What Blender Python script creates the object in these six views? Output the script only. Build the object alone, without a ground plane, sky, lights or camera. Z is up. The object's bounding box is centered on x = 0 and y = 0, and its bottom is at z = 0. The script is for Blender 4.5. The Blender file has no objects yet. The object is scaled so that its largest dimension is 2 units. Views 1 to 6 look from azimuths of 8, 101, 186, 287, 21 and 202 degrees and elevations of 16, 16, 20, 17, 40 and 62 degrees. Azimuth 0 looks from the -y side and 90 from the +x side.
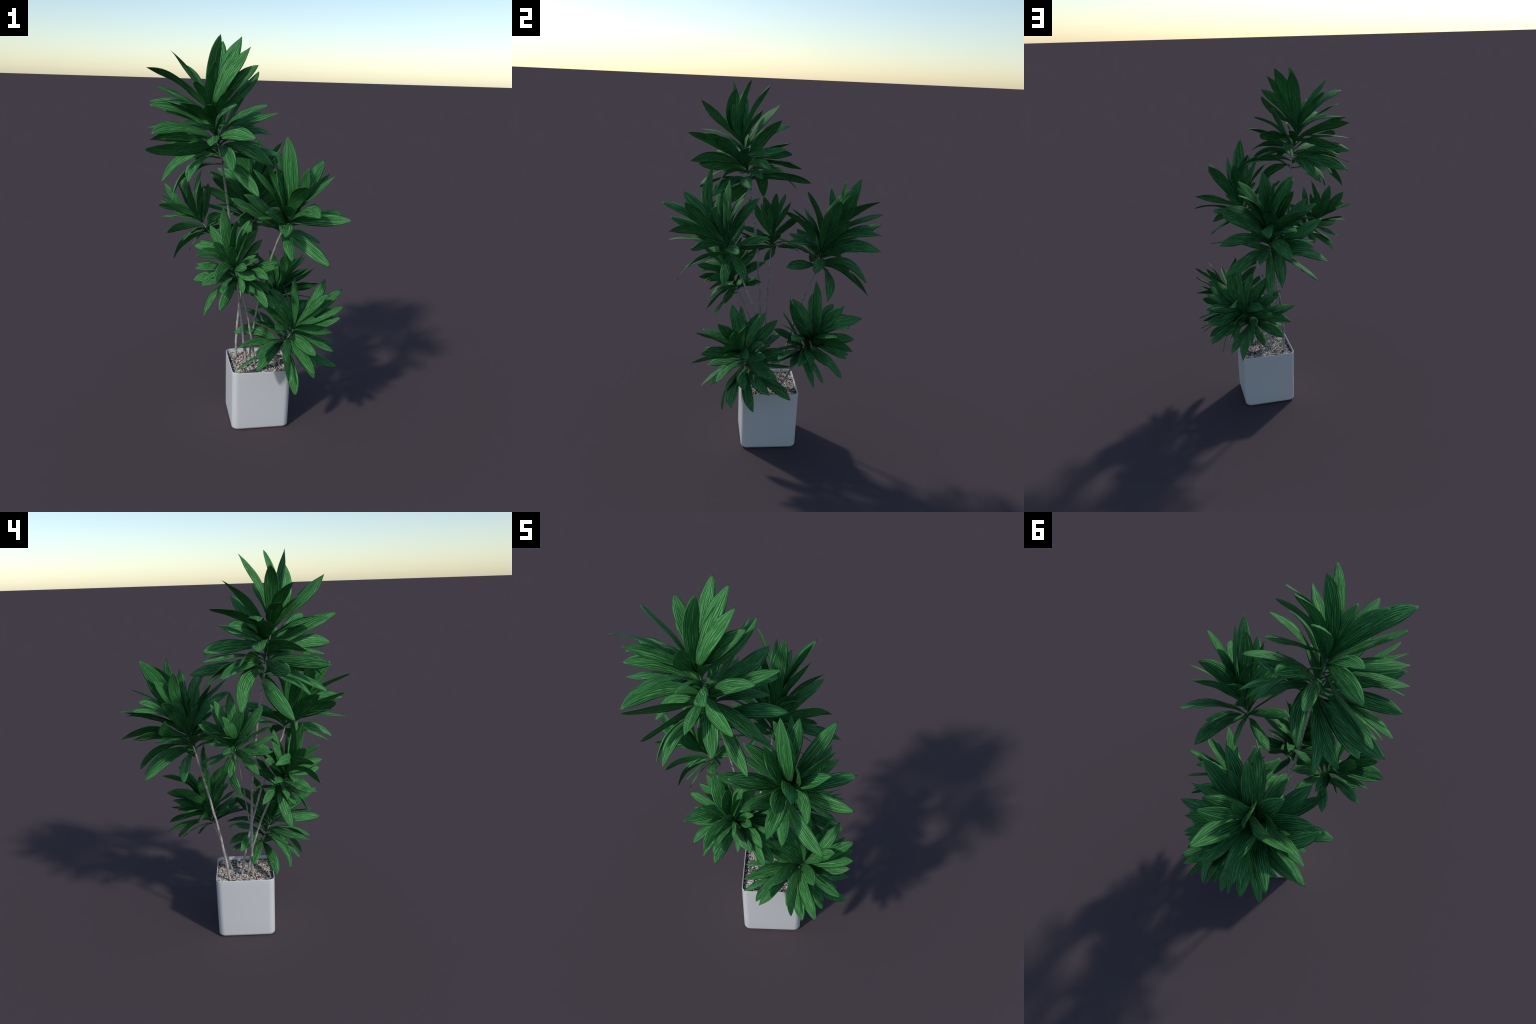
"""A tall seven-stemmed foliage plant in a square white planter.

Every leaf is described by a few numbers relative to the crown it grows from:
(attach, azimuth, elevation, reach, droop, sway, lead, roll)
  attach     where it leaves the crown axis, percent from neck to growing tip
  azimuth    compass direction of the leaf, degrees
  elevation  pitch of the straight line from leaf base to leaf tip, degrees
  reach      length of that line, millimetres
  droop      how far the midrib arches above that line, percent of reach
  sway       how far it bends sideways, percent of reach
  lead       where along the line the arch is strongest, percent from the middle
  roll       extra turn of the blade about its midrib, degrees
"""
import bpy, bmesh, math, random
from mathutils import Vector, Matrix, noise

random.seed(7)
CROWNS = {
    'tall_crown': {
        'root': (-0.012, -0.074), 'bend': (-0.073, -0.079, 0.847), 'neck': (-0.133, -0.191, 1.386), 'tip': (-0.175, -0.255, 1.660),
        'leaves': [
            (13, 15, 7, 299, 35, 30, 3, 35), (13, -134, -30, 319, 34, 36, 3, 50), (18, -41, -25, 310, 23, 8, -4, 40), (23, -104, -12, 333, 25, 20, -2, 10),
            (24, 176, -25, 334, 43, 9, 0, -45), (25, 108, -1, 352, 20, -15, -2, -48), (26, 126, -13, 315, 42, 18, -1, 10), (27, 153, -4, 377, 26, 19, -1, 40),
            (27, -21, -8, 343, 22, 3, -4, -25), (29, 178, 9, 350, 29, 9, 7, 55), (29, 141, -8, 318, 29, 6, -2, 20), (38, 32, 2, 239, 29, 14, -4, 10),
            (38, 163, -4, 355, 20, -3, -2, -28), (40, -65, -15, 279, 38, 3, -2, 0), (41, -20, -12, 299, 32, 22, -4, 50), (42, 14, 30, 331, 24, 19, -2, 20),
            (43, -148, -1, 358, -1, 5, -3, 60), (43, 143, 4, 355, 20, -3, -2, -6), (44, -112, 0, 355, 5, 4, -3, 65), (45, 39, 9, 295, 34, 18, -2, 45),
            (46, 64, 52, 364, 18, 10, -2, -25), (47, -25, 35, 336, 21, 21, -1, 40), (48, -50, 9, 343, 24, 24, -1, 60), (51, -134, 8, 352, 27, 21, 1, -45),
            (52, -65, 29, 376, 19, 15, 0, 50), (56, -84, -1, 266, 20, 2, -4, 17), (57, 93, 28, 277, 20, -2, -4, -19), (58, -159, 25, 342, 26, 17, 0, -30),
            (60, 93, -3, 315, 21, 20, -5, -30), (69, 142, 0, 351, 10, 9, -3, -50), (69, 166, 19, 352, 15, -2, -3, -46), (71, -111, 22, 347, 26, 10, -4, 5),
            (76, -87, 25, 261, 20, 2, -4, 20), (77, 56, 11, 323, 0, 27, -3, 45), (78, -173, -3, 322, 11, 10, -3, 5), (81, 137, 48, 352, 16, -1, -2, 10),
            (82, -173, 17, 315, 36, 23, -3, 0), (82, -49, 45, 233, 20, 3, -4, 2), (86, -148, 36, 388, 24, 0, 8, 15), (87, 132, 23, 320, 19, 3, -4, 25),
            (88, 26, 71, 392, 19, 20, 2, 50), (88, -155, 28, 315, 16, 6, 2, -25), (89, -110, 46, 237, 20, 1, -4, 13), (94, 85, 66, 371, 23, 1, -4, -10),
            (94, -164, 56, 340, 16, -3, -3, 15), (97, 37, 40, 309, -2, 19, -3, 25), (97, -76, 44, 332, 0, 15, 0, 45), (97, -2, 47, 304, 13, 19, -4, 70),
            (98, -2, 60, 343, 7, 30, -3, 60), (99, -51, 78, 348, 4, 11, -4, 10),
        ]},
    'right_crown': {
        'root': (-0.010, -0.007), 'bend': (0.019, -0.061, 0.712), 'neck': (0.145, -0.212, 1.069), 'tip': (0.183, -0.233, 1.168),
        'leaves': [
            (41, 134, 17, 246, 20, 0, -4, -14), (42, 6, -26, 243, 20, 2, -5, -8), (43, 34, -18, 238, 20, 3, -5, 33), (43, -72, -18, 252, 20, -2, -3, -5),
            (45, -41, -17, 338, 24, 20, 0, 45), (53, 23, 14, 314, 19, 19, 0, 25), (53, 175, 32, 240, 20, -2, -4, 4), (53, 97, 22, 226, 20, 3, -5, 45),
            (56, 64, 17, 309, 13, 14, -2, -30), (57, -139, 31, 341, 5, -2, -3, -49), (61, -83, 7, 331, 22, -6, -2, 0), (64, -107, 19, 311, 16, -9, -3, -9),
            (68, -127, 35, 329, 11, -4, -3, -60), (70, -101, 24, 316, 9, -21, -2, -80), (77, -57, 18, 339, 31, -7, 14, 50), (79, -79, 26, 345, 12, 1, -3, -35),
            (82, -146, 57, 325, 14, -13, -3, -40), (85, 103, 60, 306, 19, 5, -3, 55), (87, -69, 34, 416, 20, -3, -1, -35), (88, -151, 69, 326, 16, -3, -3, 10),
            (90, -108, 64, 358, -10, -15, -2, -85), (90, 79, 72, 313, 24, 10, -3, 45), (93, -18, 9, 333, 9, 16, -5, 60), (93, -36, 43, 378, 4, 11, 1, 35),
            (93, -165, 80, 342, 21, -7, -3, -50), (95, 37, 55, 357, 12, 18, -3, 70), (95, -63, 51, 375, 0, -14, -3, -80), (96, -92, 78, 422, -24, -13, -3, -10),
            (101, -1, 51, 306, 8, 23, 0, -40),
        ]},
    'left_crown': {
        'root': (0.169, -0.031), 'bend': (0.063, -0.038, 0.667), 'neck': (-0.201, -0.077, 1.027), 'tip': (-0.268, -0.085, 1.118),
        'leaves': [
            (28, -156, -35, 229, 30, 34, 4, 60), (42, -116, -27, 167, 19, 5, -4, 50), (43, 110, -10, 169, 19, -5, -3, -4), (43, 63, 21, 174, 19, -5, -4, -13),
            (46, -10, 35, 176, 20, 1, -4, 24), (47, 30, 36, 171, 20, -3, -4, -17), (48, -64, 24, 211, 1, 3, -4, 25), (51, -100, 8, 201, 5, 6, -3, 35),
            (53, -175, -30, 162, 24, -4, -3, -20), (56, -53, 30, 221, 22, 0, -3, -40), (65, -137, -2, 221, 14, 14, -2, 80), (73, 122, 40, 224, 8, -3, -2, -85),
            (74, 156, -12, 194, 16, -6, -4, 5), (75, 90, 40, 217, 17, -14, -3, -30), (80, -60, 71, 234, -5, -3, -3, 25), (83, 164, 19, 206, 9, -10, -2, -25),
            (86, -103, 54, 271, -4, 13, -1, 85), (88, -175, 6, 208, 19, -1, -4, -5), (91, -67, 84, 191, 2, 17, -3, 35), (92, 114, 64, 242, 5, -9, -3, -50),
            (93, -147, 23, 249, 19, 5, -3, 58), (94, 90, 87, 264, 7, -21, -3, -65), (94, -174, 26, 229, 10, -10, -3, 0), (96, 174, 28, 261, 10, -14, -2, 5),
            (99, -176, 45, 260, -10, -21, -2, 60), (100, 154, 64, 265, -6, -14, -2, -85), (100, -139, 59, 251, -4, 14, -3, -40),
        ]},
    'rear_crown': {
        'root': (-0.089, 0.029), 'bend': (-0.101, 0.071, 0.635), 'neck': (-0.048, 0.197, 0.970), 'tip': (-0.045, 0.236, 1.125),
        'leaves': [
            (26, -168, -10, 334, 30, 9, -1, 35), (35, 149, -17, 333, 23, 5, -3, -10), (37, 95, -27, 328, 35, -4, -3, -40), (40, -30, 9, 266, 8, 1, -4, -50),
            (40, 21, -24, 285, 33, -24, -4, -30), (43, 56, -9, 290, 32, -13, 2, -60), (46, 108, -21, 307, 44, -5, -2, 35), (51, -102, 12, 250, 38, 4, -2, 40),
            (52, -146, 22, 316, 9, 12, -2, -15), (55, 83, -3, 237, 20, -1, -4, 6), (56, 162, 15, 270, 19, 2, -3, -7), (58, 4, 5, 338, 20, -10, -4, 6),
            (58, -60, 25, 267, 20, -1, -4, 10), (62, 141, 12, 334, 15, 20, -2, 45), (64, 173, 44, 363, 21, 11, 1, 45), (66, 114, 5, 362, 32, 7, -1, 40),
            (66, -112, 28, 228, 26, 4, -2, -15), (72, -26, 23, 345, 28, -9, -3, -10), (72, 67, 17, 242, 20, -1, -4, 6), (75, 32, 7, 298, 30, -14, -3, -65),
            (75, 0, 31, 302, 21, 1, -2, -80), (77, -76, 49, 318, 26, 6, 0, 35), (80, 93, 38, 404, 29, -11, -9, 10), (80, 119, 24, 395, 21, 4, -3, 30),
            (81, 122, 23, 352, 24, 12, -3, 25), (81, -146, 42, 322, 8, 14, -4, 30), (81, 147, 29, 382, 33, 1, -2, -20), (82, 179, 26, 321, -5, 44, -1, 60),
            (86, 97, 20, 344, 40, 7, -3, 30), (86, 146, 37, 355, 24, 20, -2, -30), (87, -43, 50, 357, 24, -3, -3, -6), (89, 38, 42, 349, 24, -13, -2, -55),
            (91, 11, 50, 356, 8, 2, -3, 34), (93, -63, 73, 350, 22, -3, -4, 20), (93, 128, 56, 366, 5, 5, -3, 40), (93, 143, 58, 352, 13, 1, -3, 83),
            (94, 175, 67, 366, 16, 24, -3, 65), (95, 69, 45, 449, 27, -6, -3, -25), (97, 34, 60, 357, 18, -10, -3, -55), (97, 130, 59, 451, 8, 15, -1, 85),
            (98, 83, 75, 407, -7, -8, -3, 40), (98, 52, 59, 420, 7, -15, -2, -70), (99, 106, 62, 393, 30, 1, -3, 50), (100, -32, 55, 276, 16, -2, -5, -60),
        ]},
    'front_crown': {
        'root': (0.027, -0.031), 'bend': (0.008, -0.071, 0.551), 'neck': (-0.030, -0.192, 0.785), 'tip': (-0.053, -0.283, 0.930),
        'leaves': [
            (32, -25, -21, 227, 22, 8, -4, 35), (41, 75, 26, 171, 20, -2, -5, 24), (43, 148, 12, 168, 18, -5, -3, -7), (43, -13, -6, 170, 19, 5, -6, 34),
            (49, 175, -5, 235, 26, -15, -1, -75), (51, -134, -20, 163, 19, -2, -2, 0), (52, -109, -31, 210, 29, -8, -2, -40), (52, 22, 22, 226, 22, 8, -4, 42),
            (53, -145, -43, 250, 30, 17, -6, -5), (54, -48, -10, 154, 19, 5, -5, 22), (55, -36, -25, 226, 27, -2, -4, 60), (56, 102, 53, 190, 1, -21, -3, -30),
            (56, -153, -5, 184, 19, -3, -3, -30), (57, 130, 32, 228, 17, -23, -2, 40), (57, 48, 41, 174, 21, 2, -5, 19), (58, 6, 18, 216, 17, 8, -4, 21),
            (68, -99, -9, 195, 14, 24, 0, 25), (71, -21, 21, 228, 9, 7, -4, 88), (72, -67, -19, 144, 28, -3, -3, 50), (72, -174, 15, 205, 20, -5, -2, -25),
            (75, 79, 54, 223, 23, -9, -3, -20), (76, 22, 54, 216, 11, 3, -4, 25), (76, -36, 7, 217, 31, -2, -3, 41), (79, 96, 54, 234, 13, 12, -4, -65),
            (80, 168, 37, 242, 20, -6, -3, -70), (81, -126, -2, 217, 32, 17, -2, 5), (83, 48, 69, 253, 15, -5, -3, 10), (84, 128, 58, 187, 20, -6, -3, 5),
            (85, -38, 34, 180, 14, -2, -3, 35), (87, 168, 58, 260, 5, -13, -3, -85), (89, -14, 42, 146, 20, 6, -3, 35), (90, 8, 64, 238, 20, 8, -3, 75),
            (93, -130, 26, 262, 33, 9, -2, -50), (94, -64, 20, 202, 11, 5, -4, 65), (94, -31, 72, 281, 9, 9, -3, 85), (95, -47, 67, 233, 13, 6, -3, 13),
            (97, -155, 6, 197, 14, -13, -3, -30), (98, -124, 47, 222, 13, -3, -3, -85), (98, -86, 43, 231, 12, 3, -3, 50), (99, -49, 2, 190, -1, 8, -3, 60),
            (99, -142, 78, 321, -10, -13, -3, -85), (101, -76, 72, 274, 1, 11, -3, 50), (103, -107, -9, 196, 52, 1, -2, -55), (105, 178, 25, 223, 47, -33, 0, -85),
        ]},
    'lower_right_crown': {
        'root': (0.134, -0.036), 'bend': (0.137, -0.064, 0.403), 'neck': (0.157, -0.067, 0.421), 'tip': (0.240, -0.133, 0.592),
        'leaves': [
            (13, -146, -18, 275, 21, -5, -3, 20), (15, 155, 7, 262, 24, -8, -2, 5), (16, -175, -7, 258, 33, -1, -2, 10), (19, 171, 8, 274, 41, 1, 2, -50),
            (19, 68, -19, 270, 27, 19, -2, 55), (29, -57, -55, 274, 37, 9, -4, 45), (30, -26, -36, 243, 41, 19, 0, 70), (30, 55, -2, 285, 9, 12, -3, -1),
            (32, 19, -32, 262, 16, 23, -4, 25), (34, 153, 26, 307, 23, 3, -2, -10), (36, -5, -19, 299, 11, 23, -3, 25), (37, -138, 9, 281, 13, 3, -3, -18),
            (39, -117, -16, 264, 21, -2, -4, -15), (42, 37, -8, 272, 10, 18, -3, 27), (44, 110, 29, 205, 20, 2, -3, 20), (47, -79, -34, 238, 39, 6, -3, -35),
            (47, -178, 29, 211, 20, -2, -3, -7), (48, 87, 7, 248, 26, 38, -1, 0), (51, -113, 2, 299, 11, 14, -3, 10), (51, 46, 8, 283, 8, 13, -3, 56),
            (51, -27, -27, 210, 20, 1, -5, 23), (53, -53, -18, 282, 25, 8, -2, 15), (55, 68, 30, 282, 3, 8, -3, 85), (55, 154, 44, 198, 20, -1, -3, 5),
            (57, -86, -9, 223, 20, -3, -5, -35), (59, 12, -7, 258, 11, 16, -4, 15), (62, 46, 12, 231, 21, 4, -3, 15), (65, -130, 22, 277, 23, 1, -3, 25),
            (70, 112, 53, 284, 15, 12, -3, 55), (72, 40, 27, 270, 3, 10, -3, 85), (72, 62, 48, 193, 19, 6, -4, 72), (73, -21, -9, 251, 14, 9, -3, 0),
            (73, -155, 46, 267, 24, 11, -2, -55), (74, -60, 1, 294, 12, 12, -3, 50), (80, -102, 24, 279, 18, 4, -3, -20), (82, 93, 67, 290, 11, 8, -3, 50),
            (83, 156, 59, 251, 30, 5, -3, 10), (83, -142, 54, 279, 16, -6, -3, -80), (86, -159, 61, 271, 26, -2, -3, -46), (88, -8, 23, 267, 3, 13, -3, 40),
            (88, -39, 16, 275, 10, 5, -3, -75), (89, 20, 21, 262, 27, 11, -3, 45), (91, -7, 32, 297, 5, 2, -3, 30), (92, -98, 77, 289, 6, -6, -3, -35),
            (93, -62, 30, 291, 10, 0, -3, 30), (96, 5, 44, 325, 10, 16, -3, 45), (101, 35, 55, 295, 13, 27, -1, 25), (103, -26, 50, 282, 8, -6, -2, 50),
        ]},
    'lower_rear_crown': {
        'root': (0.025, 0.048), 'bend': (0.059, 0.103, 0.405), 'neck': (0.066, 0.143, 0.503), 'tip': (0.096, 0.228, 0.660),
        'leaves': [
            (41, -30, 4, 262, 18, -6, -4, -11), (41, 52, -34, 213, 20, -2, -4, -15), (44, 121, -20, 189, 20, 3, -3, 19), (45, 23, -20, 269, 24, 7, -4, -20),
            (47, 85, 23, 268, 13, 26, -2, -20), (47, -93, 31, 198, 20, 0, -4, -31), (48, -136, 34, 277, 18, -1, -3, 39), (49, -39, 14, 202, 21, -4, -4, 0),
            (49, -9, -3, 213, 21, -4, -4, -5), (51, -17, 11, 313, 12, 3, -4, 15), (53, -172, 20, 270, 22, 18, -2, 54), (54, 139, -1, 275, 19, 5, -3, 41),
            (57, 84, -33, 260, 29, 4, -4, 30), (60, 46, -10, 192, 20, -2, -4, -3), (61, -31, 26, 187, 11, -6, -4, -25), (62, -1, -1, 240, 20, -16, -3, -20),
            (62, 158, 9, 270, 29, 9, -2, 48), (62, -162, 43, 220, 19, 4, -4, 23), (64, 172, 23, 293, 21, 11, -3, 20), (64, -61, 44, 204, 20, -4, -4, -7),
            (67, -131, 55, 279, 9, -11, -3, 11), (68, 13, 1, 249, 21, -4, -3, -25), (69, 100, -11, 240, 27, 4, -3, 45), (69, 138, 23, 221, 19, 4, -4, 41),
            (72, 80, 18, 273, 18, 10, 0, 50), (73, 108, 13, 219, 20, 3, -4, 26), (76, 36, 5, 260, 16, 8, -3, -30), (76, -12, 25, 289, 21, -5, -3, -25),
            (77, -25, 58, 341, 6, 8, -3, -5), (77, -12, 26, 265, 20, -4, -3, -10), (78, 13, 16, 258, 23, 1, -3, -70), (78, 71, -7, 233, 27, 7, -3, 70),
            (82, -4, 40, 297, 1, -5, -3, -20), (85, 149, 40, 268, 20, 6, -3, 55), (85, -19, 44, 281, 13, -11, -3, -12), (86, 59, 8, 285, 22, -1, -3, -75),
            (87, -59, 65, 292, 17, -21, -1, -55), (88, -176, 65, 255, 22, 9, -2, 55), (90, 41, 25, 273, 17, 3, -3, 20), (94, 124, 29, 245, 28, 15, -3, 75),
            (95, 54, 31, 302, 20, -5, -3, 20), (100, 86, 31, 306, 25, 28, 0, 50), (100, 81, 53, 275, 5, 23, -2, 75), (100, 11, 82, 351, -28, -12, -2, -50),
            (104, -152, 79, 242, 10, -16, 3, 35),
        ]},
}


# ------------------------------------------------------------------ materials
def new_material(name):
    m = bpy.data.materials.new(name)
    m.use_nodes = True
    nt = m.node_tree
    nt.nodes.clear()
    out = nt.nodes.new('ShaderNodeOutputMaterial')
    return m, nt, out


def N(nt, kind, **kw):
    n = nt.nodes.new(kind)
    for k, v in kw.items():
        if k in n.inputs.keys():
            n.inputs[k].default_value = v
        else:
            setattr(n, k, v)
    return n


def ramp(nt, stops, interp='LINEAR'):
    r = nt.nodes.new('ShaderNodeValToRGB')
    cr = r.color_ramp
    cr.interpolation = interp
    while len(cr.elements) < len(stops):
        cr.elements.new(0.5)
    for e, (p, c) in zip(cr.elements, stops):
        e.position = p
        e.color = (*c, 1) if len(c) == 3 else c
    return r


def leaf_material():
    """Striped leaf: veins run lengthwise and close up toward base and tip.
    'across' (-1..1) and 'along' (0..1) are plain scalar blade coordinates."""
    m, nt, out = new_material('striped_leaf')
    L = nt.links.new
    ac = N(nt, 'ShaderNodeAttribute', attribute_name='across')
    al = N(nt, 'ShaderNodeAttribute', attribute_name='along')
    info = N(nt, 'ShaderNodeObjectInfo')
    # coarse and fine stripes: 2D noise squeezed hard across the blade
    def stripes(fu, fv, scale_detail, off):
        mu = N(nt, 'ShaderNodeMath', operation='MULTIPLY'); mu.inputs[1].default_value = fu
        mv = N(nt, 'ShaderNodeMath', operation='MULTIPLY'); mv.inputs[1].default_value = fv
        mr = N(nt, 'ShaderNodeMath', operation='MULTIPLY_ADD'); mr.inputs[1].default_value = 37.0; mr.inputs[2].default_value = off
        # let the veins wander a little sideways as they run along the blade
        wn = N(nt, 'ShaderNodeTexNoise', Scale=1.0, Detail=1.0)
        wc = N(nt, 'ShaderNodeCombineXYZ')
        w1 = N(nt, 'ShaderNodeMath', operation='MULTIPLY'); w1.inputs[1].default_value = 7.0
        w2 = N(nt, 'ShaderNodeMath', operation='MULTIPLY'); w2.inputs[1].default_value = 2.5
        L(al.outputs['Fac'], w1.inputs[0]); L(ac.outputs['Fac'], w2.inputs[0])
        L(w1.outputs[0], wc.inputs[0]); L(w2.outputs[0], wc.inputs[1]); L(mr.outputs[0], wc.inputs[2])
        L(wc.outputs[0], wn.inputs['Vector'])
        wa = N(nt, 'ShaderNodeMath', operation='MULTIPLY_ADD'); wa.inputs[1].default_value = 0.22
        L(wn.outputs['Fac'], wa.inputs[0]); L(ac.outputs['Fac'], wa.inputs[2])
        L(wa.outputs[0], mu.inputs[0]); L(al.outputs['Fac'], mv.inputs[0]); L(info.outputs['Random'], mr.inputs[0])
        cb = N(nt, 'ShaderNodeCombineXYZ')
        L(mu.outputs[0], cb.inputs[0]); L(mv.outputs[0], cb.inputs[1]); L(mr.outputs[0], cb.inputs[2])
        nz = N(nt, 'ShaderNodeTexNoise', Scale=1.0, Detail=scale_detail, Roughness=0.55)
        L(cb.outputs[0], nz.inputs['Vector'])
        return nz
    s2 = stripes(24.0, 4.0, 1.5, 11.0)
    s3 = stripes(4.0, 2.6, 2.0, 23.0)
    # regular pale ribs: a wave across the blade, bent and thinned by the noise
    ph = N(nt, 'ShaderNodeMath', operation='MULTIPLY_ADD'); ph.inputs[1].default_value = 27.0
    bend = N(nt, 'ShaderNodeMath', operation='MULTIPLY'); bend.inputs[1].default_value = 13.0
    L(s3.outputs['Fac'], bend.inputs[0]); L(ac.outputs['Fac'], ph.inputs[0]); L(bend.outputs[0], ph.inputs[2])
    sn = N(nt, 'ShaderNodeMath', operation='SINE')
    L(ph.outputs[0], sn.inputs[0])
    thin = N(nt, 'ShaderNodeMath', operation='MULTIPLY_ADD'); thin.inputs[1].default_value = 2.6; thin.inputs[2].default_value = -1.3
    L(s2.outputs['Fac'], thin.inputs[0])
    rib = N(nt, 'ShaderNodeMath', operation='ADD')
    L(sn.outputs[0], rib.inputs[0]); L(thin.outputs[0], rib.inputs[1])
    r1 = ramp(nt, [(0.0, (0, 0, 0)), (0.35, (0.08, 0.08, 0.08)), (0.85, (0.85, 0.85, 0.85)), (1.0, (1, 1, 1))])
    L(rib.outputs[0], r1.inputs[0])
    r2 = ramp(nt, [(0.46, (0, 0, 0)), (0.64, (1, 1, 1))])
    L(s2.outputs['Fac'], r2.inputs[0])
    mixs = N(nt, 'ShaderNodeMix', data_type='FLOAT'); mixs.inputs[0].default_value = 0.3
    L(r1.outputs[0], mixs.inputs[2]); L(r2.outputs[0], mixs.inputs[3])
    # broad tone: each leaf slightly its own green, paler tip, darker base
    tone = ramp(nt, [(0.0, LEAF_A), (1.0, LEAF_B)])
    L(info.outputs['Random'], tone.inputs[0])
    col = N(nt, 'ShaderNodeMix', data_type='RGBA'); col.inputs[7].default_value = (*LEAF_STRIPE, 1)
    fac = N(nt, 'ShaderNodeMath', operation='MULTIPLY'); fac.inputs[1].default_value = STRIPE_AMOUNT
    L(mixs.outputs[0], fac.inputs[0]); L(fac.outputs[0], col.inputs[0]); L(tone.outputs[0], col.inputs[6])
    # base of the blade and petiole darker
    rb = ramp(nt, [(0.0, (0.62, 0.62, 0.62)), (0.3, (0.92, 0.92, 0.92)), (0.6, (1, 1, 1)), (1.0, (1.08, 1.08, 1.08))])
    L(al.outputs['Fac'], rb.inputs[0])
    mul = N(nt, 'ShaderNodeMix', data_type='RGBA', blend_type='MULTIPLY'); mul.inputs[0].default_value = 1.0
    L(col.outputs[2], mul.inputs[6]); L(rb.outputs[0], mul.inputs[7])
    # underside a little paler
    geo = N(nt, 'ShaderNodeAttribute', attribute_name='under')
    un = N(nt, 'ShaderNodeMix', data_type='RGBA'); un.inputs[7].default_value = (*LEAF_UNDER, 1)
    uf = N(nt, 'ShaderNodeMath', operation='MULTIPLY'); uf.inputs[1].default_value = 0.35
    L(geo.outputs['Fac'], uf.inputs[0]); L(uf.outputs[0], un.inputs[0]); L(mul.outputs[2], un.inputs[6])
    bump = N(nt, 'ShaderNodeBump', Strength=0.35, Distance=0.0012)
    L(mixs.outputs[0], bump.inputs['Height'])
    p = N(nt, 'ShaderNodeBsdfPrincipled', Roughness=0.6)
    p.inputs['Specular IOR Level'].default_value = 0.12
    L(un.outputs[2], p.inputs['Base Color']); L(bump.outputs[0], p.inputs['Normal'])
    tr = N(nt, 'ShaderNodeBsdfTranslucent')
    L(un.outputs[2], tr.inputs['Color'])
    ms = N(nt, 'ShaderNodeMixShader'); ms.inputs[0].default_value = TRANSLUCENCY
    L(p.outputs[0], ms.inputs[1]); L(tr.outputs[0], ms.inputs[2]); L(ms.outputs[0], out.inputs[0])
    return m


def bark_material():
    m, nt, out = new_material('grey_bark')
    L = nt.links.new
    tc = N(nt, 'ShaderNodeTexCoord')
    mp = N(nt, 'ShaderNodeMapping'); mp.inputs['Scale'].default_value = (90, 90, 22)
    L(tc.outputs['Object'], mp.inputs[0])
    nz = N(nt, 'ShaderNodeTexNoise', Scale=1.6, Detail=5.0, Roughness=0.65)
    L(mp.outputs[0], nz.inputs['Vector'])
    mp2 = N(nt, 'ShaderNodeMapping'); mp2.inputs['Scale'].default_value = (6, 6, 70)
    L(tc.outputs['Object'], mp2.inputs[0])
    ring = N(nt, 'ShaderNodeTexNoise', Scale=1.0, Detail=2.0)
    L(mp2.outputs[0], ring.inputs['Vector'])
    add = N(nt, 'ShaderNodeMath', operation='ADD')
    L(nz.outputs['Fac'], add.inputs[0]); L(ring.outputs['Fac'], add.inputs[1])
    half = N(nt, 'ShaderNodeMath', operation='MULTIPLY'); half.inputs[1].default_value = 0.5
    L(add.outputs[0], half.inputs[0])
    cr = ramp(nt, [(0.30, (0.15, 0.135, 0.125)), (0.45, (0.31, 0.28, 0.26)), (0.58, (0.42, 0.385, 0.36)), (0.75, (0.52, 0.485, 0.455))])
    L(half.outputs[0], cr.inputs[0])
    b = N(nt, 'ShaderNodeBump', Strength=0.6, Distance=0.002)
    L(half.outputs[0], b.inputs['Height'])
    p = N(nt, 'ShaderNodeBsdfPrincipled', Roughness=0.85)
    L(cr.outputs[0], p.inputs['Base Color']); L(b.outputs[0], p.inputs['Normal']); L(p.outputs[0], out.inputs[0])
    return m


def pot_material():
    m, nt, out = new_material('matt_white_glaze')
    L = nt.links.new
    tc = N(nt, 'ShaderNodeTexCoord')
    nz = N(nt, 'ShaderNodeTexNoise', Scale=5.0, Detail=3.0)
    L(tc.outputs['Object'], nz.inputs['Vector'])
    cr = ramp(nt, [(0.3, tuple(c * 0.985 for c in POT_COLOUR)), (0.7, POT_COLOUR)])
    L(nz.outputs['Fac'], cr.inputs[0])
    p = N(nt, 'ShaderNodeBsdfPrincipled', Roughness=0.42)
    p.inputs['Specular IOR Level'].default_value = 0.4
    L(cr.outputs[0], p.inputs['Base Color']); L(p.outputs[0], out.inputs[0])
    return m


def stone_material(name, dark, light):
    m, nt, out = new_material(name)
    L = nt.links.new
    tc = N(nt, 'ShaderNodeTexCoord')
    nz = N(nt, 'ShaderNodeTexNoise', Scale=120.0, Detail=3.0)
    L(tc.outputs['Object'], nz.inputs['Vector'])
    cr = ramp(nt, [(0.35, dark), (0.65, light)])
    L(nz.outputs['Fac'], cr.inputs[0])
    p = N(nt, 'ShaderNodeBsdfPrincipled', Roughness=0.8)
    L(cr.outputs[0], p.inputs['Base Color']); L(p.outputs[0], out.inputs[0])
    return m


LEAF_A = (0.012, 0.092, 0.018)
LEAF_B = (0.017, 0.120, 0.023)
LEAF_STRIPE = (0.14, 0.42, 0.145)
LEAF_UNDER = (0.022, 0.15, 0.04)
STRIPE_AMOUNT = 0.95
TRANSLUCENCY = 0.10
POT_COLOUR = (0.60, 0.60, 0.60)

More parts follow.
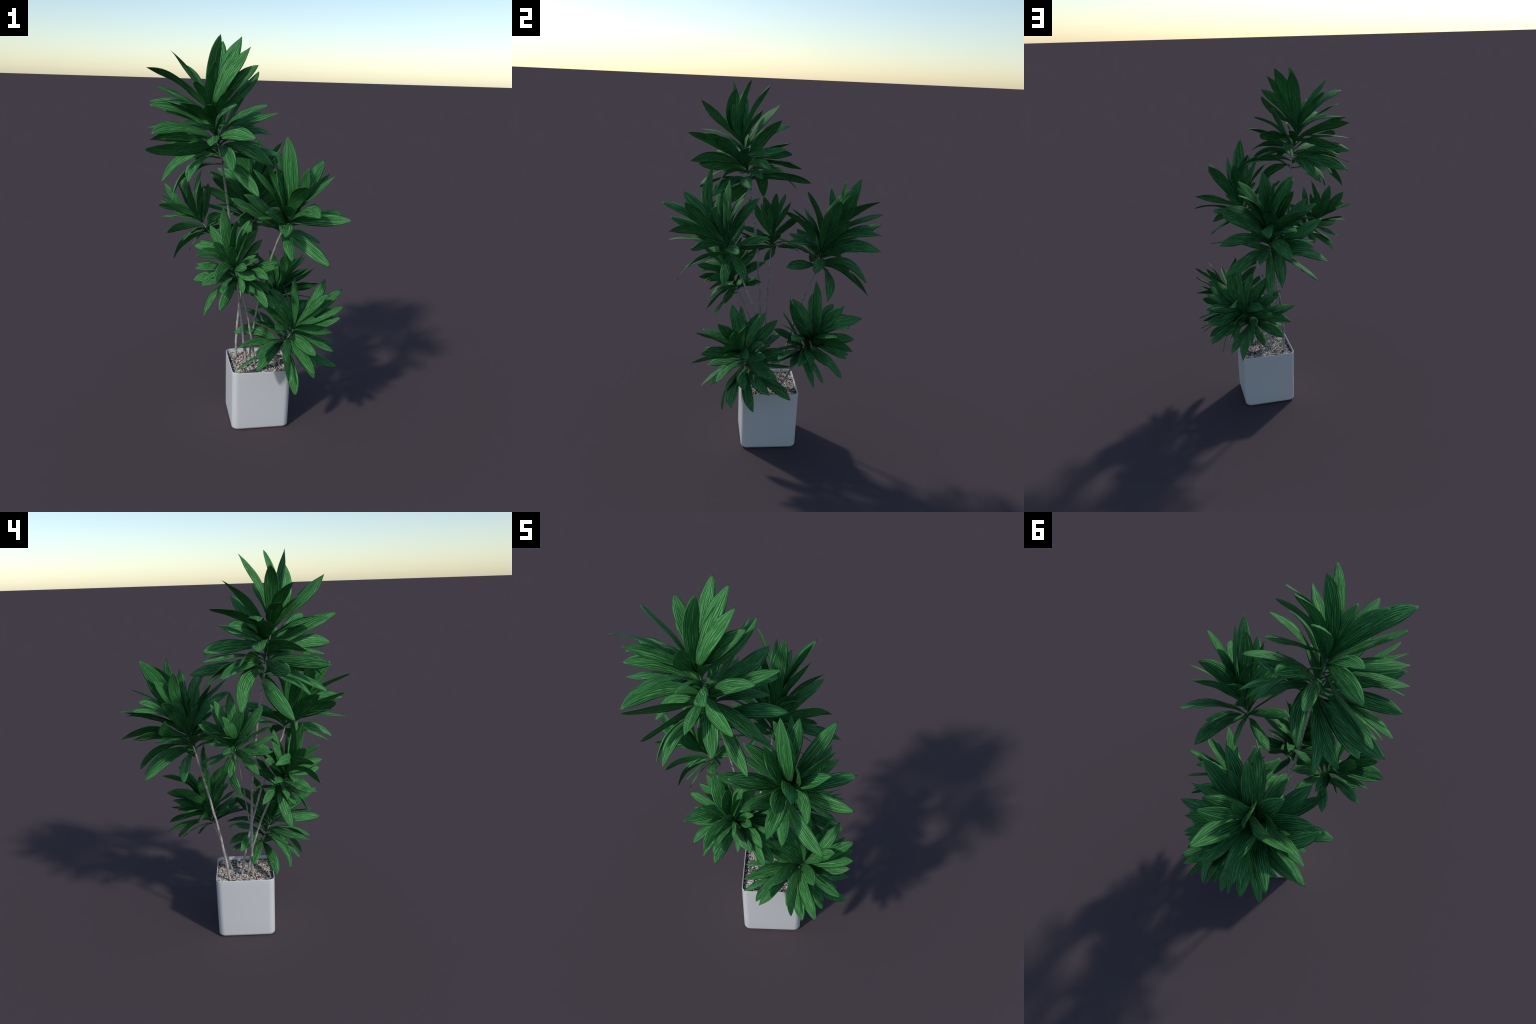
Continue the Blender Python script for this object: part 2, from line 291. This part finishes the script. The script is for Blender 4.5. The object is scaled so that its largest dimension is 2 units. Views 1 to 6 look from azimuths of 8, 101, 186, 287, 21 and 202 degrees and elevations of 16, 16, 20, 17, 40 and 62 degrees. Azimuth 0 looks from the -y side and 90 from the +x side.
LEAF = leaf_material()
BARK = bark_material()
POT = pot_material()
STONES = [
    stone_material('cream_stone', (0.50, 0.47, 0.41), (0.80, 0.77, 0.70)),
    stone_material('grey_stone', (0.20, 0.195, 0.185), (0.42, 0.40, 0.37)),
    stone_material('dark_stone', (0.022, 0.024, 0.03), (0.07, 0.075, 0.09)),
    stone_material('terracotta_stone', (0.30, 0.12, 0.07), (0.52, 0.25, 0.16)),
    stone_material('tan_stone', (0.22, 0.17, 0.12), (0.42, 0.34, 0.26)),
]

# -------------------------------------------------------------------- helpers
def add_object(name, me, parent, mat=None, smooth=True):
    ob = bpy.data.objects.new(name, me)
    bpy.context.scene.collection.objects.link(ob)
    ob.parent = parent
    if mat:
        me.materials.append(mat)
    if smooth:
        me.shade_smooth()
    return ob


def bezier(a, b, c, t):
    return a * ((1 - t) ** 2) + b * (2 * t * (1 - t)) + c * (t * t)


def bezier_tangent(a, b, c, t):
    v = (b - a) * (2 * (1 - t)) + (c - b) * (2 * t)
    return v.normalized()


def interp(table, t):
    for (t0, v0), (t1, v1) in zip(table, table[1:]):
        if t <= t1:
            k = (t - t0) / (t1 - t0)
            k = k * k * (3 - 2 * k) * 0.5 + k * 0.5
            return v0 + (v1 - v0) * k
    return table[-1][1]


# half-width of the blade along its length: petiole, swelling, pointed tip
BLADE = [(0.0, 0.10), (0.05, 0.11), (0.1, 0.21), (0.2, 0.45), (0.3, 0.67), (0.4, 0.84), (0.5, 0.95), (0.6, 1.0), (0.68, 0.995),
         (0.76, 0.945), (0.83, 0.81), (0.89, 0.61), (0.94, 0.38), (0.975, 0.17), (1.0, 0.0)]
WIDTH = (0.12, 0.024)  # full blade width: a share of its length plus a constant
ROWS, COLS = 22, 12    # blade mesh density


def leaf_mesh(base, broad, spec, index):
    """Two skins of a thin pleated blade swept along a bent midrib."""
    attach, az, el, reach, droop, sway, lead, roll = spec
    rnd = random.Random(index * 31 + 5)
    a, e, R = math.radians(az), math.radians(el), reach / 1000.0
    u = Vector((math.cos(e) * math.cos(a), math.cos(e) * math.sin(a), math.sin(e)))
    side = Vector((math.sin(a), -math.cos(a), 0.0))
    lift = side.cross(u)
    p0 = base
    p2 = base + u * R
    p1 = base + u * (R * (0.5 + lead / 100.0)) + lift * (R * droop / 100.0) + side * (R * sway / 100.0)
    face = lift * 1.0
    face.normalize()
    length = sum((bezier(p0, p1, p2, (i + 1) / 20) - bezier(p0, p1, p2, i / 20)).length for i in range(20))
    half = 0.5 * (WIDTH[0] * length + WIDTH[1]) * broad * rnd.uniform(0.95, 1.05)
    phase = rnd.uniform(0, 6.28)
    pleats = rnd.choice((6.5, 7.5, 8.5))
    curl = rnd.uniform(-0.04, 0.28)
    twist = rnd.uniform(-16, 16)
    thick = 0.0007
    bm = bmesh.new()
    la = bm.verts.layers.float.new('across')
    ll = bm.verts.layers.float.new('along')
    lu = bm.verts.layers.float.new('under')
    rings = []
    for i in range(ROWS + 1):
        t = i / ROWS
        t = t ** 0.92
        c = bezier(p0, p1, p2, t)
        tan = bezier_tangent(p0, p1, p2, t)
        nrm = (face - tan * face.dot(tan)).normalized()
        nrm = Matrix.Rotation(math.radians(roll + twist * (t - 0.4)), 3, tan) @ nrm
        across = tan.cross(nrm).normalized()
        w = half * interp(BLADE, t)
        if i == ROWS:
            v = bm.verts.new(c); v[la] = 0; v[ll] = 1
            rings.append([v])
            break
        top, bot = [], []
        body = min(1.0, max(0.0, (t - 0.12) / 0.2))
        for j in range(COLS + 1):
            s = -1 + 2 * j / COLS
            h = -curl * w * s * s * body + (1 - body) * w * 0.5 * s * s
            h += body * (0.0011 * math.cos(s * pleats * 2.0 + phase) * (1 - abs(s) ** 6) * min(1, w / 0.02) + 0.0026 * abs(s) ** 2.5 * math.sin(t * 11 + phase + s * 1.7))
            th = thick * (1 - abs(s) ** 3) + (1 - body) * 0.0016 * (1 - s * s)
            q = c + across * (w * s) + nrm * h
            if j in (0, COLS):
                v = bm.verts.new(q); top.append(v); bot.append(v)
                v[la] = s; v[ll] = t; v[lu] = 0.5
            else:
                v = bm.verts.new(q + nrm * th); v[la] = s; v[ll] = t; top.append(v)
                v = bm.verts.new(q - nrm * th); v[la] = s; v[ll] = t; v[lu] = 1; bot.append(v)
        rings.append((top, bot))
    for i in range(ROWS):
        A = rings[i]
        B = rings[i + 1]
        for k in (0, 1):
            for j in range(COLS):
                if i == ROWS - 1:
                    f = [A[k][j], A[k][j + 1], B[0]]
                else:
                    f = [A[k][j], A[k][j + 1], B[k][j + 1], B[k][j]]
                bm.faces.new(f if k == 0 else f[::-1])
    A = rings[0]
    for j in range(COLS):
        f = [A[1][j], A[1][j + 1], A[0][j + 1], A[0][j]]
        f = [v for n, v in enumerate(f) if v not in f[:n]]
        if len(f) > 2:
            bm.faces.new(f)
    bm.normal_update()
    for v in bm.verts:
        v.co -= base
    me = bpy.data.meshes.new('leaf')
    bm.to_mesh(me)
    bm.free()
    return me


def stem_mesh(points, radii, seed):
    """Slightly knotty tube through the given points."""
    bm = bmesh.new()
    SIDES = 10
    prev = None
    rings = []
    n = len(points)
    ref = Vector((1, 0, 0))
    for i, p in enumerate(points):
        tan = (points[min(i + 1, n - 1)] - points[max(i - 1, 0)]).normalized()
        x = (ref - tan * ref.dot(tan)).normalized()
        y = tan.cross(x)
        ref = x
        ring = []
        for k in range(SIDES):
            an = 2 * math.pi * k / SIDES
            d = x * math.cos(an) + y * math.sin(an)
            bump = 1 + 0.10 * noise.noise(p * 55 + d * 0.7 + Vector((seed, 0, 0))) + 0.06 * (abs(math.sin(p.z * 95 + seed)) ** 8)
            ring.append(bm.verts.new(p + d * radii[i] * bump))
        rings.append(ring)
    for a, b in zip(rings, rings[1:]):
        for k in range(SIDES):
            bm.faces.new([a[k], a[(k + 1) % SIDES], b[(k + 1) % SIDES], b[k]])
    bm.faces.new(rings[0][::-1])
    bm.faces.new(rings[-1])
    me = bpy.data.meshes.new('stem')
    bm.to_mesh(me)
    bm.free()
    return me


def rounded_square(h, r, seg=10):
    pts = []
    for q, (sx, sy) in enumerate(((1, 1), (-1, 1), (-1, -1), (1, -1))):
        for i in range(seg + 1):
            an = math.pi / 2 * (q + i / seg)
            pts.append((sx * (h - r) + r * math.cos(an), sy * (h - r) + r * math.sin(an)))
    return pts


# ------------------------------------------------------------------ the plant
plant = bpy.data.objects.new('potted_plant', None)
bpy.context.scene.collection.objects.link(plant)
plant['label'] = 'tall leafy green plant in a square white pot'
plant['category'] = 'potted plant'

# pot: rounded square, hardly tapered, soft bottom edge, thin rim
POT_X, POT_Y, POT_TURN, POT_H = 0.0371, -0.0136, math.radians(17.9), 0.3376
plant.location = (POT_X, POT_Y, 0)


def pot_mesh():
    prof = [  # half side, z, plan corner radius
        (0.128, 0.004, 0.024), (0.136, 0.0, 0.026), (0.142, 0.0005, 0.028), (0.1465, 0.003, 0.030), (0.1495, 0.0065, 0.031), (0.1505, 0.0085, 0.031),
        (0.1518, 0.0095, 0.032), (0.1530, 0.0125, 0.033), (0.1536, 0.018, 0.033), (0.1545, 0.10, 0.033), (0.1555, 0.20, 0.033), (0.1565, 0.30, 0.033), (0.1569, 0.333, 0.033),
        (0.1566, 0.3362, 0.0328), (0.1555, 0.3376, 0.032), (0.1540, 0.3376, 0.031), (0.1529, 0.3362, 0.0298), (0.1526, 0.333, 0.0295),
        (0.1520, 0.29, 0.029)]
    bm = bmesh.new()
    rings = []
    for h, z, r in prof:
        rings.append([bm.verts.new((x, y, z)) for x, y in rounded_square(h, r)])
    for a, b in zip(rings, rings[1:]):
        n = len(a)
        for k in range(n):
            bm.faces.new([a[k], a[(k + 1) % n], b[(k + 1) % n], b[k]])
    bm.faces.new(rings[0][::-1])
    bm.faces.new(rings[-1])
    bmesh.ops.recalc_face_normals(bm, faces=bm.faces)
    me = bpy.data.meshes.new('pot')
    bm.to_mesh(me)
    bm.free()
    return me


pot = add_object('pot', pot_mesh(), plant, POT)
pot.rotation_euler = (0, 0, POT_TURN)

# gravel: a bed with thousands of small stones, joined as one part
SOIL_Z = 0.3185


def gravel_mesh():
    rnd = random.Random(11)
    bm = bmesh.new()
    H = 0.1515
    bed = bmesh.ops.create_grid(bm, x_segments=40, y_segments=40, size=H)
    for v in bed['verts']:
        x, y = v.co.x, v.co.y
        # pull the corners in to follow the rounded plan
        k = 0.029
        dx, dy = abs(x) - (H - k), abs(y) - (H - k)
        if dx > 0 and dy > 0 and math.hypot(dx, dy) > k:
            s = k / math.hypot(dx, dy)
            v.co.x = math.copysign(H - k + dx * s, x)
            v.co.y = math.copysign(H - k + dy * s, y)
        v.co.z = SOIL_Z - 0.004 + 0.003 * noise.noise(Vector((x * 18, y * 18, 3)))
    for f in bm.faces:
        f.material_index = 2
    ico = bmesh.new()
    bmesh.ops.create_icosphere(ico, subdivisions=1, radius=1.0)
    iv = [v.co.copy() for v in ico.verts]
    fi = [[v.index for v in f.verts] for f in ico.faces]
    ico.free()
    step = 0.0060
    n = int(2 * H / step)
    for gx in range(n):
        for gy in range(n):
            x = -H + (gx + rnd.uniform(0.1, 0.9)) * step
            y = -H + (gy + rnd.uniform(0.1, 0.9)) * step
            dx, dy = abs(x) - (H - 0.032), abs(y) - (H - 0.032)
            if max(abs(x), abs(y)) > H - 0.003 or (dx > 0 and dy > 0 and math.hypot(dx, dy) > 0.028):
                continue
            size = rnd.choice((0.0027, 0.0032, 0.0038, 0.0045, 0.0054))
            patch = noise.noise(Vector((x * 22, y * 22, 7.7))) + 0.55 * noise.noise(Vector((x * 60, y * 60, 2.2)))  # noise clusters the dark stones, painting shaded areas into the gravel colours
            w = [0.52 - 0.5 * patch, 0.2, max(0.05, 0.28 + 0.75 * patch), 0.19, 0.08]
            mat = rnd.choices(range(5), [max(q, 0.02) for q in w])[0]
            z = SOIL_Z - 0.001 + 0.003 * noise.noise(Vector((x * 18, y * 18, 3))) + rnd.uniform(-0.0015, 0.0015)
            M = Matrix.Translation((x, y, z)) @ Matrix.Rotation(rnd.uniform(0, 6.3), 4, 'Z') @ Matrix.Rotation(rnd.uniform(-0.5, 0.5), 4, 'X') @ Matrix.Diagonal((size * rnd.uniform(0.9, 1.5), size * rnd.uniform(0.7, 1.05), size * rnd.uniform(0.5, 0.85), 1))
            vs = [bm.verts.new(M @ (q * rnd.uniform(0.82, 1.15))) for q in iv]
            for f in fi:
                face = bm.faces.new([vs[i] for i in f])
                face.material_index = mat
    me = bpy.data.meshes.new('gravel')
    bm.to_mesh(me)
    bm.free()
    for m in STONES:
        me.materials.append(m)
    return me


gravel = add_object('gravel', gravel_mesh(), plant, None, smooth=False)
gravel.rotation_euler = (0, 0, POT_TURN)
gravel['kind'] = 'stuff'

# stems and their leaves
GIRTH = {'tall_crown': 0.0062, 'right_crown': 0.0056, 'left_crown': 0.0036, 'rear_crown': 0.0062,
         'front_crown': 0.0056, 'lower_right_crown': 0.0052, 'lower_rear_crown': 0.0056}
BREADTH = {'tall_crown': 1.03, 'right_crown': 1.0, 'left_crown': 0.92, 'rear_crown': 1.03,
           'front_crown': 1.0, 'lower_right_crown': 1.0, 'lower_rear_crown': 1.02}
count = 0
for number, (crown, c) in enumerate(CROWNS.items()):
    root = Vector((*c['root'], SOIL_Z - 0.02))
    bend, neck, tip = Vector(c['bend']), Vector(c['neck']), Vector(c['tip'])
    pts, rad = [], []
    g = GIRTH[crown]
    for i in range(41):
        t = i / 40
        p = bezier(root, bend, neck, t)
        wob = Vector((noise.noise(Vector((t * 9, number, 0))), noise.noise(Vector((t * 9, number, 5))), 0)) * 0.0035 * math.sin(math.pi * t)
        pts.append(p + wob)
        rad.append(g * (1.12 - 0.22 * t))
    crown_axis = tip - neck
    # leave the neck in the stem's own direction and lean into the crown axis
    for i in range(1, 15):
        t = i / 14
        pts.append(neck + crown_axis * t)
        rad.append(g * (0.9 - 0.45 * t))
    origin = Vector((POT_X, POT_Y, 0))
    me = stem_mesh([p - origin for p in pts], rad, number * 3.1)
    stem = add_object('stem', me, plant, BARK)
    stem['crown'] = crown
    for spec in c['leaves']:
        base = neck + crown_axis * (spec[0] / 100.0)
        ob = add_object('leaf', leaf_mesh(base, BREADTH[crown], spec, count), stem, LEAF)
        ob.location = base - origin
        count += 1
